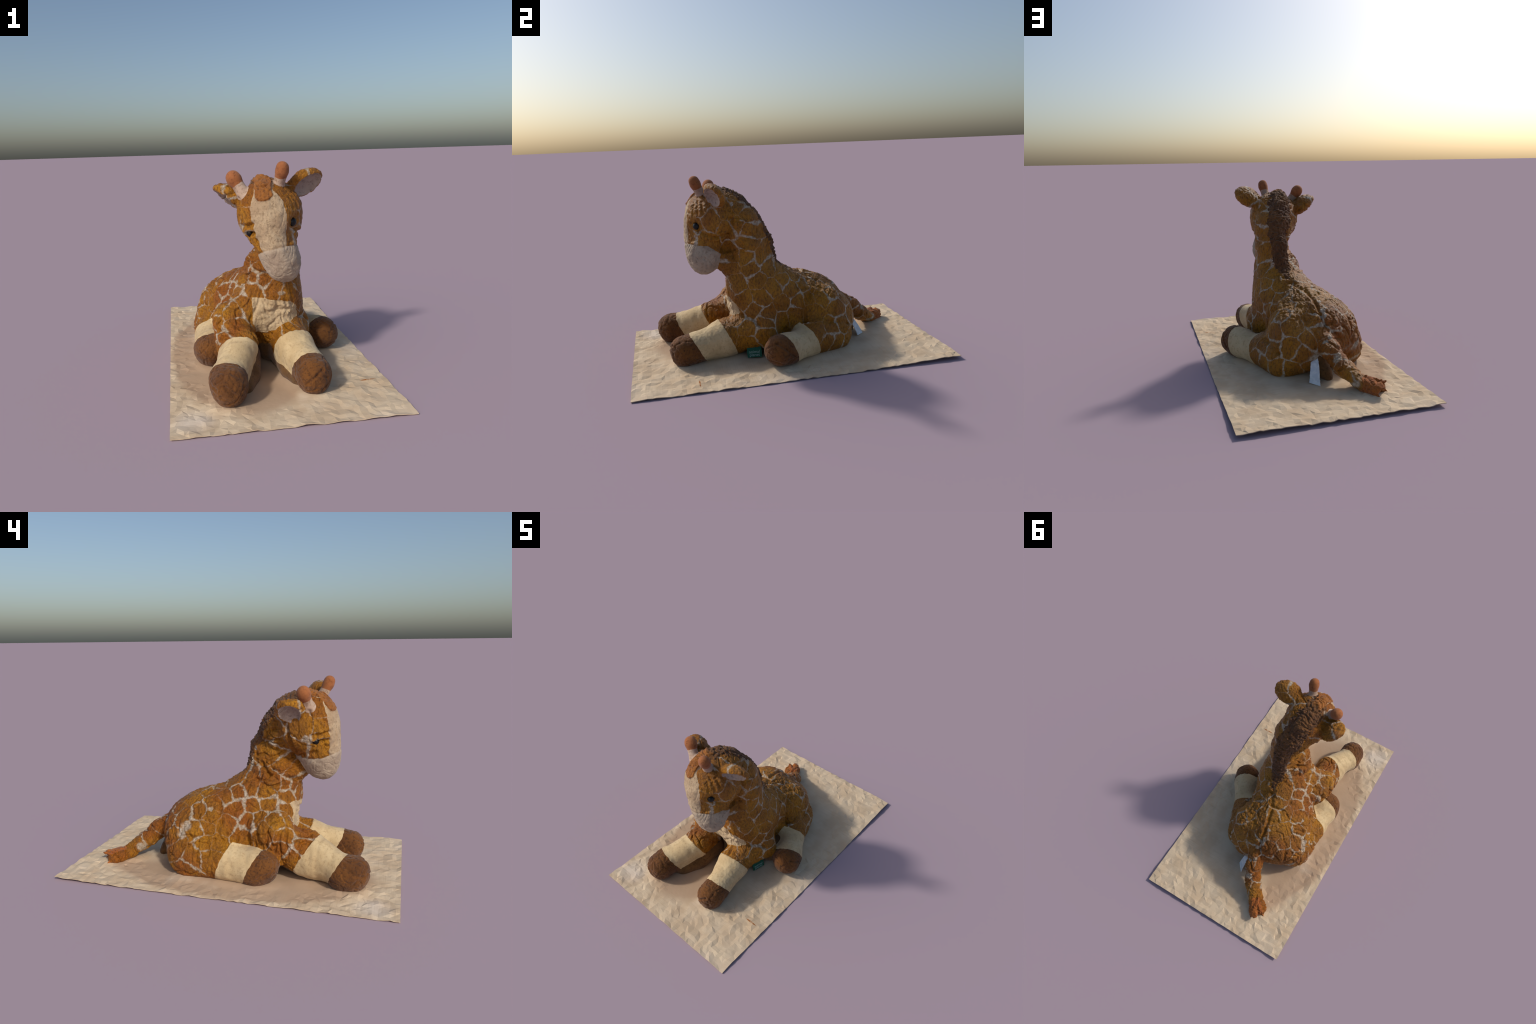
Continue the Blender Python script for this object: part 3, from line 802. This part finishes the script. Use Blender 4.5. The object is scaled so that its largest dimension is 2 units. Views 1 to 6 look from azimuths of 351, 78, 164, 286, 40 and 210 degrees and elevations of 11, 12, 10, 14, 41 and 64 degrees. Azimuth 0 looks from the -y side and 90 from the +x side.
def ribbon(name, path, side, width, thick, mat, parent, n=24):
    """a strip of woven tape: width across `side`, following `path`"""
    path = np.array(path, float)
    t = np.linspace(0, len(path) - 1, n)
    c = np.stack([np.interp(t, np.arange(len(path)), path[:, i]) for i in range(3)], 1)
    for _ in range(4):
        c[1:-1] = (c[:-2] + 2 * c[1:-1] + c[2:]) / 4
    side = unit(side)
    vs, fs = [], []
    for i in range(n):
        d = unit(c[min(i + 1, n - 1)] - c[max(i - 1, 0)])
        nn = unit(np.cross(d, side))
        w = np.interp(i / (n - 1), np.linspace(0, 1, len(width)), width) / 2
        wl, wr = w + RNG.uniform(-1, 1) * 0.0012, w + RNG.uniform(-1, 1) * 0.0012
        vs += [c[i] - side * wl - nn * thick / 2, c[i] + side * wr - nn * thick / 2, c[i] + side * wr + nn * thick / 2, c[i] - side * wl + nn * thick / 2]
    for i in range(n - 1):
        for k in range(4):
            a, b = 4 * i + k, 4 * i + (k + 1) % 4
            fs.append((a, b, b + 4, a + 4))
    fs += [(3, 2, 1, 0), tuple(4 * (n - 1) + k for k in range(4))]
    return mesh_object(name, vs, fs, mat, parent, flat=True)


wm = Nodes("white_satin_tape")
white = wm.done(wm.mix(wm.ramp(wm.noise(30, 3), 0.4, 0.65), srgb(206, 210, 216), srgb(226, 228, 230)), 0.6, wm.bump(wm.noise(40, 3), 0.010, 0.9))
ribbon("care_tag", [(-0.012, 0.455, 0.155), (0.000, 0.505, 0.118), (0.012, 0.537, 0.06), (0.018, 0.555, 0.016)], (0.66, -0.75, 0.06), (0.050, 0.060, 0.074), 0.004, white, made["torso"])
gm = Nodes("green_satin_tape")
green = gm.done(gm.mix(gm.noise(60, 2), srgb(20, 78, 62), srgb(30, 96, 74)), 0.6)
TAG_C, TAG_N, TAG_S = np.array((0.206, -0.236, 0.046)), unit((0.95, -0.25, 0.12)), unit((0.25, 0.95, 0.06))
TAG_U = np.cross(TAG_N, TAG_S)
ribbon("brand_tag", [TAG_C - TAG_N * 0.012 + TAG_U * 0.05, TAG_C + TAG_U * 0.022, TAG_C, TAG_C - TAG_U * 0.026], TAG_S, (0.09, 0.094, 0.092), 0.005, green, made["foreleg_right"], 12)
lm = Nodes("white_print")
ink = lm.done(srgb(150, 176, 170), 0.7)
for word, up in (("animal", 0.002), ("planet", -0.018)):
    cu = bpy.data.curves.new("tag_lettering", "FONT")
    cu.body, cu.size, cu.extrude, cu.align_x = word, 0.027, 0.0006, "CENTER"
    tmp = bpy.data.objects.new("tag_lettering_source", cu)
    bpy.context.scene.collection.objects.link(tmp)
    bpy.context.view_layer.update()
    me = bpy.data.meshes.new_from_object(tmp.evaluated_get(bpy.context.evaluated_depsgraph_get()))
    bpy.data.objects.remove(tmp)
    me.name = "tag_lettering"
    me.materials.clear()
    me.materials.append(ink)
    R = Matrix([[*v, 0] for v in np.stack([TAG_S, TAG_U, TAG_N], 1)] + [[0, 0, 0, 1]])
    me.transform(Matrix.Translation(Vector(TAG_C + TAG_N * 0.0036 + TAG_U * up)) @ R)
    ob = bpy.data.objects.new("tag_lettering", me)
    bpy.context.scene.collection.objects.link(ob)
    ob.parent = made["foreleg_right"]

# ------------------------------------------------------------------ the sheet under it
def sheet_height(p, edge):
    X, Y = p[:, 0], p[:, 1]
    Z = 0.005 + 0.010 * smooth(0.2, 1, Y) + 0.006 * smooth(0.1, 0.5, X) * smooth(0.3, 1, Y)
    return Z + 0.003 * noise(p * 3 + 8) + edge * 0.0065 * noise(p * 12 + 3)


def sheet():
    """stiff crumpled paper: an irregular triangle net, coarse and faceted toward the rim, finer and flatter under the toy"""
    nx, ny = 42, 72
    u, v = np.meshgrid(np.linspace(-1, 1, nx), np.linspace(-1, 1, ny))
    jit = RNG.uniform(-0.29, 0.29, (2, ny, nx))
    jit[0][:, [0, -1]] *= 0.10
    jit[1][[0, -1], :] *= 0.10
    X, Y = 0.5745 * u + jit[0] * 1.149 / nx, 0.997 * v + jit[1] * 1.994 / ny
    X, Y = np.clip(X.ravel(), -0.577, 0.577), np.clip(Y.ravel(), -1, 1)
    p = np.stack([X, Y, 0 * X], 1)
    # how far from the toy: flat where it lay, crumpled beyond
    body = np.sqrt(((X + 0.02) / 0.42) ** 2 + ((Y + 0.05) / 0.80) ** 2)
    edge = smooth(0.85, 1.25, body + 0.18 * noise(p * 4)) * 0.88 + 0.15
    Z = sheet_height(p, edge) + edge * 0.0036 * RNG.uniform(-1, 1, len(X))
    q = np.stack([X, Y, np.full(len(X), 0.03)], 1).astype(np.float32)
    Z += 0.012 * np.exp(-(np.maximum(field(q), 0) / 0.028) ** 2)
    Z = np.clip(Z, 0.0, 0.04)
    top = np.stack([X, Y, Z + 0.002], 1)
    bot = np.stack([X, Y, np.maximum(Z - 0.002, 0)], 1)
    fs = []
    n = nx * ny
    flip = RNG.random((ny, nx)) < 0.5
    for j in range(ny - 1):
        for i in range(nx - 1):
            a = j * nx + i
            b, c, d = a + 1, a + nx + 1, a + nx
            tr = [(a, b, c), (a, c, d)] if flip[j, i] else [(a, b, d), (b, c, d)]
            fs += tr + [tuple(q + n for q in t[::-1]) for t in tr]
    rim = [i for i in range(nx)] + [j * nx + nx - 1 for j in range(1, ny)] + [(ny - 1) * nx + i for i in range(nx - 2, -1, -1)] + [j * nx for j in range(ny - 2, 0, -1)]
    for a, b in zip(rim, rim[1:] + rim[:1]):
        fs.append((b, a, a + n, b + n))
    m = Nodes("paper")
    sep = m.t.nodes.new("ShaderNodeSeparateXYZ")
    m.link(m.vec("ADD", m.co, m.vec("SCALE", m.vec("SUBTRACT", m.noise(5, 3, out="Color"), (0.5, 0.5, 0.5)), 0.10)), sep.inputs[0])
    sx, sy = sep.outputs[0], sep.outputs[1]
    base = m.mix(m.ramp(m.noise(7, 4), 0.35, 0.65), srgb(198, 174, 144), srgb(210, 189, 160))
    # a pinkish tan bloom round the left and front of the toy, with a soft outer edge
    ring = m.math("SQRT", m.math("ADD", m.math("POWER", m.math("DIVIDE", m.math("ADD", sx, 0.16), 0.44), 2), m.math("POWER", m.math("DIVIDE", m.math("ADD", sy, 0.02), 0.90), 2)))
    tan_zone = m.math("MULTIPLY", m.ramp(ring, 0.86, 0.98, 1, 0), m.ramp(m.math("SUBTRACT", m.math("MULTIPLY", sy, -0.25), sx), -0.02, 0.12))
    col = m.mix(m.math("MULTIPLY", tan_zone, 0.75), base, srgb(172, 142, 116))
    col = m.mix(m.ramp(m.noise(2.6, 3), 0.55, 0.72, 0, 0.6), col, srgb(212, 194, 172))
    white = m.ramp(m.vec("DISTANCE", m.co, (-0.47, -0.86, 0.0)), 0.02, 0.14, 0.55, 0)
    col = m.mix(m.math("MULTIPLY", white, m.noise(9, 3)), col, srgb(226, 220, 216))
    grain = m.noise(5, 3, 0.6, m.stretch((1.0, 60, 1)))
    col = m.mix(m.ramp(grain, 0.5, 0.7, 0, 0.35), col, srgb(170, 148, 118))
    scratch = m.math("MULTIPLY", m.ramp(m.vec("DISTANCE", m.vec("MULTIPLY", m.co, (1, 8, 0)), (0.47, -4.88, 0)), 0.03, 0.055, 1, 0), m.ramp(m.noise(40, 2), 0.3, 0.5))
    col = m.mix(scratch, col, srgb(150, 96, 52))
    nb = m.bump(m.noise(60, 3), 0.002, 0.5)
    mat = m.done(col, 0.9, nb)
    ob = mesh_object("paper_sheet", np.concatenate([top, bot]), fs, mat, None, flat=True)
    # soften facets where the sheet lay flat under the toy
    ob.data.polygons.foreach_set("use_smooth", [bool(edge[f[0] % n] < 0.45) for f in fs])
    ob["label"] = "rectangular crumpled sheet of pale tan paper"
    ob["category"] = "paper sheet"

    # little torn flakes of paper stuck up round the places where the toy touches
    vs, ff = [], []
    low = P[(P[:, 2] < FLOOR + 0.02) & (N[:, 2] < 0.2)]
    low = low[RNG.permutation(len(low))]
    rim_pts = low[::max(1, len(low) // 170)]
    for q in rim_pts:
        out = np.array((noise(q[None] * 1.0)[0], 0, 0))
        k = np.argmin(((P - q) ** 2).sum(1))
        out = unit((N[k, 0], N[k, 1], 0.0)) if np.hypot(N[k, 0], N[k, 1]) > 0.1 else unit((1, 0, 0))
        side = np.array((-out[1], out[0], 0))
        a, b, h = RNG.uniform(0.012, 0.024), RNG.uniform(0.014, 0.034), RNG.uniform(0.006, 0.020)
        if noise(q[None] * 6 + 4)[0] < -0.05:
            continue
        o = np.array((q[0], q[1], 0.008)) - out * 0.012
        pts = [o - side * a, o + side * a, o + out * b + side * a * RNG.uniform(-0.3, 0.9), o + out * b * 0.7 - side * a * RNG.uniform(0.2, 1.0)]
        pts[0][2] += h
        pts[1][2] += h * RNG.uniform(0.5, 1.3)
        pts[2][2] = pts[3][2] = 0.006
        base_i = len(vs)
        vs += pts + [w - np.array((0, 0, 0.003)) for w in pts]
        ff += [tuple(base_i + w for w in t) for t in ((0, 1, 2), (0, 2, 3), (6, 5, 4), (7, 6, 4), (0, 4, 5, 1), (1, 5, 6, 2), (2, 6, 7, 3), (3, 7, 4, 0))]
    fl = mesh_object("paper_flakes", vs, ff, mat, ob, flat=True)
    fl["kind"] = "stuff"
    return ob


sheet()
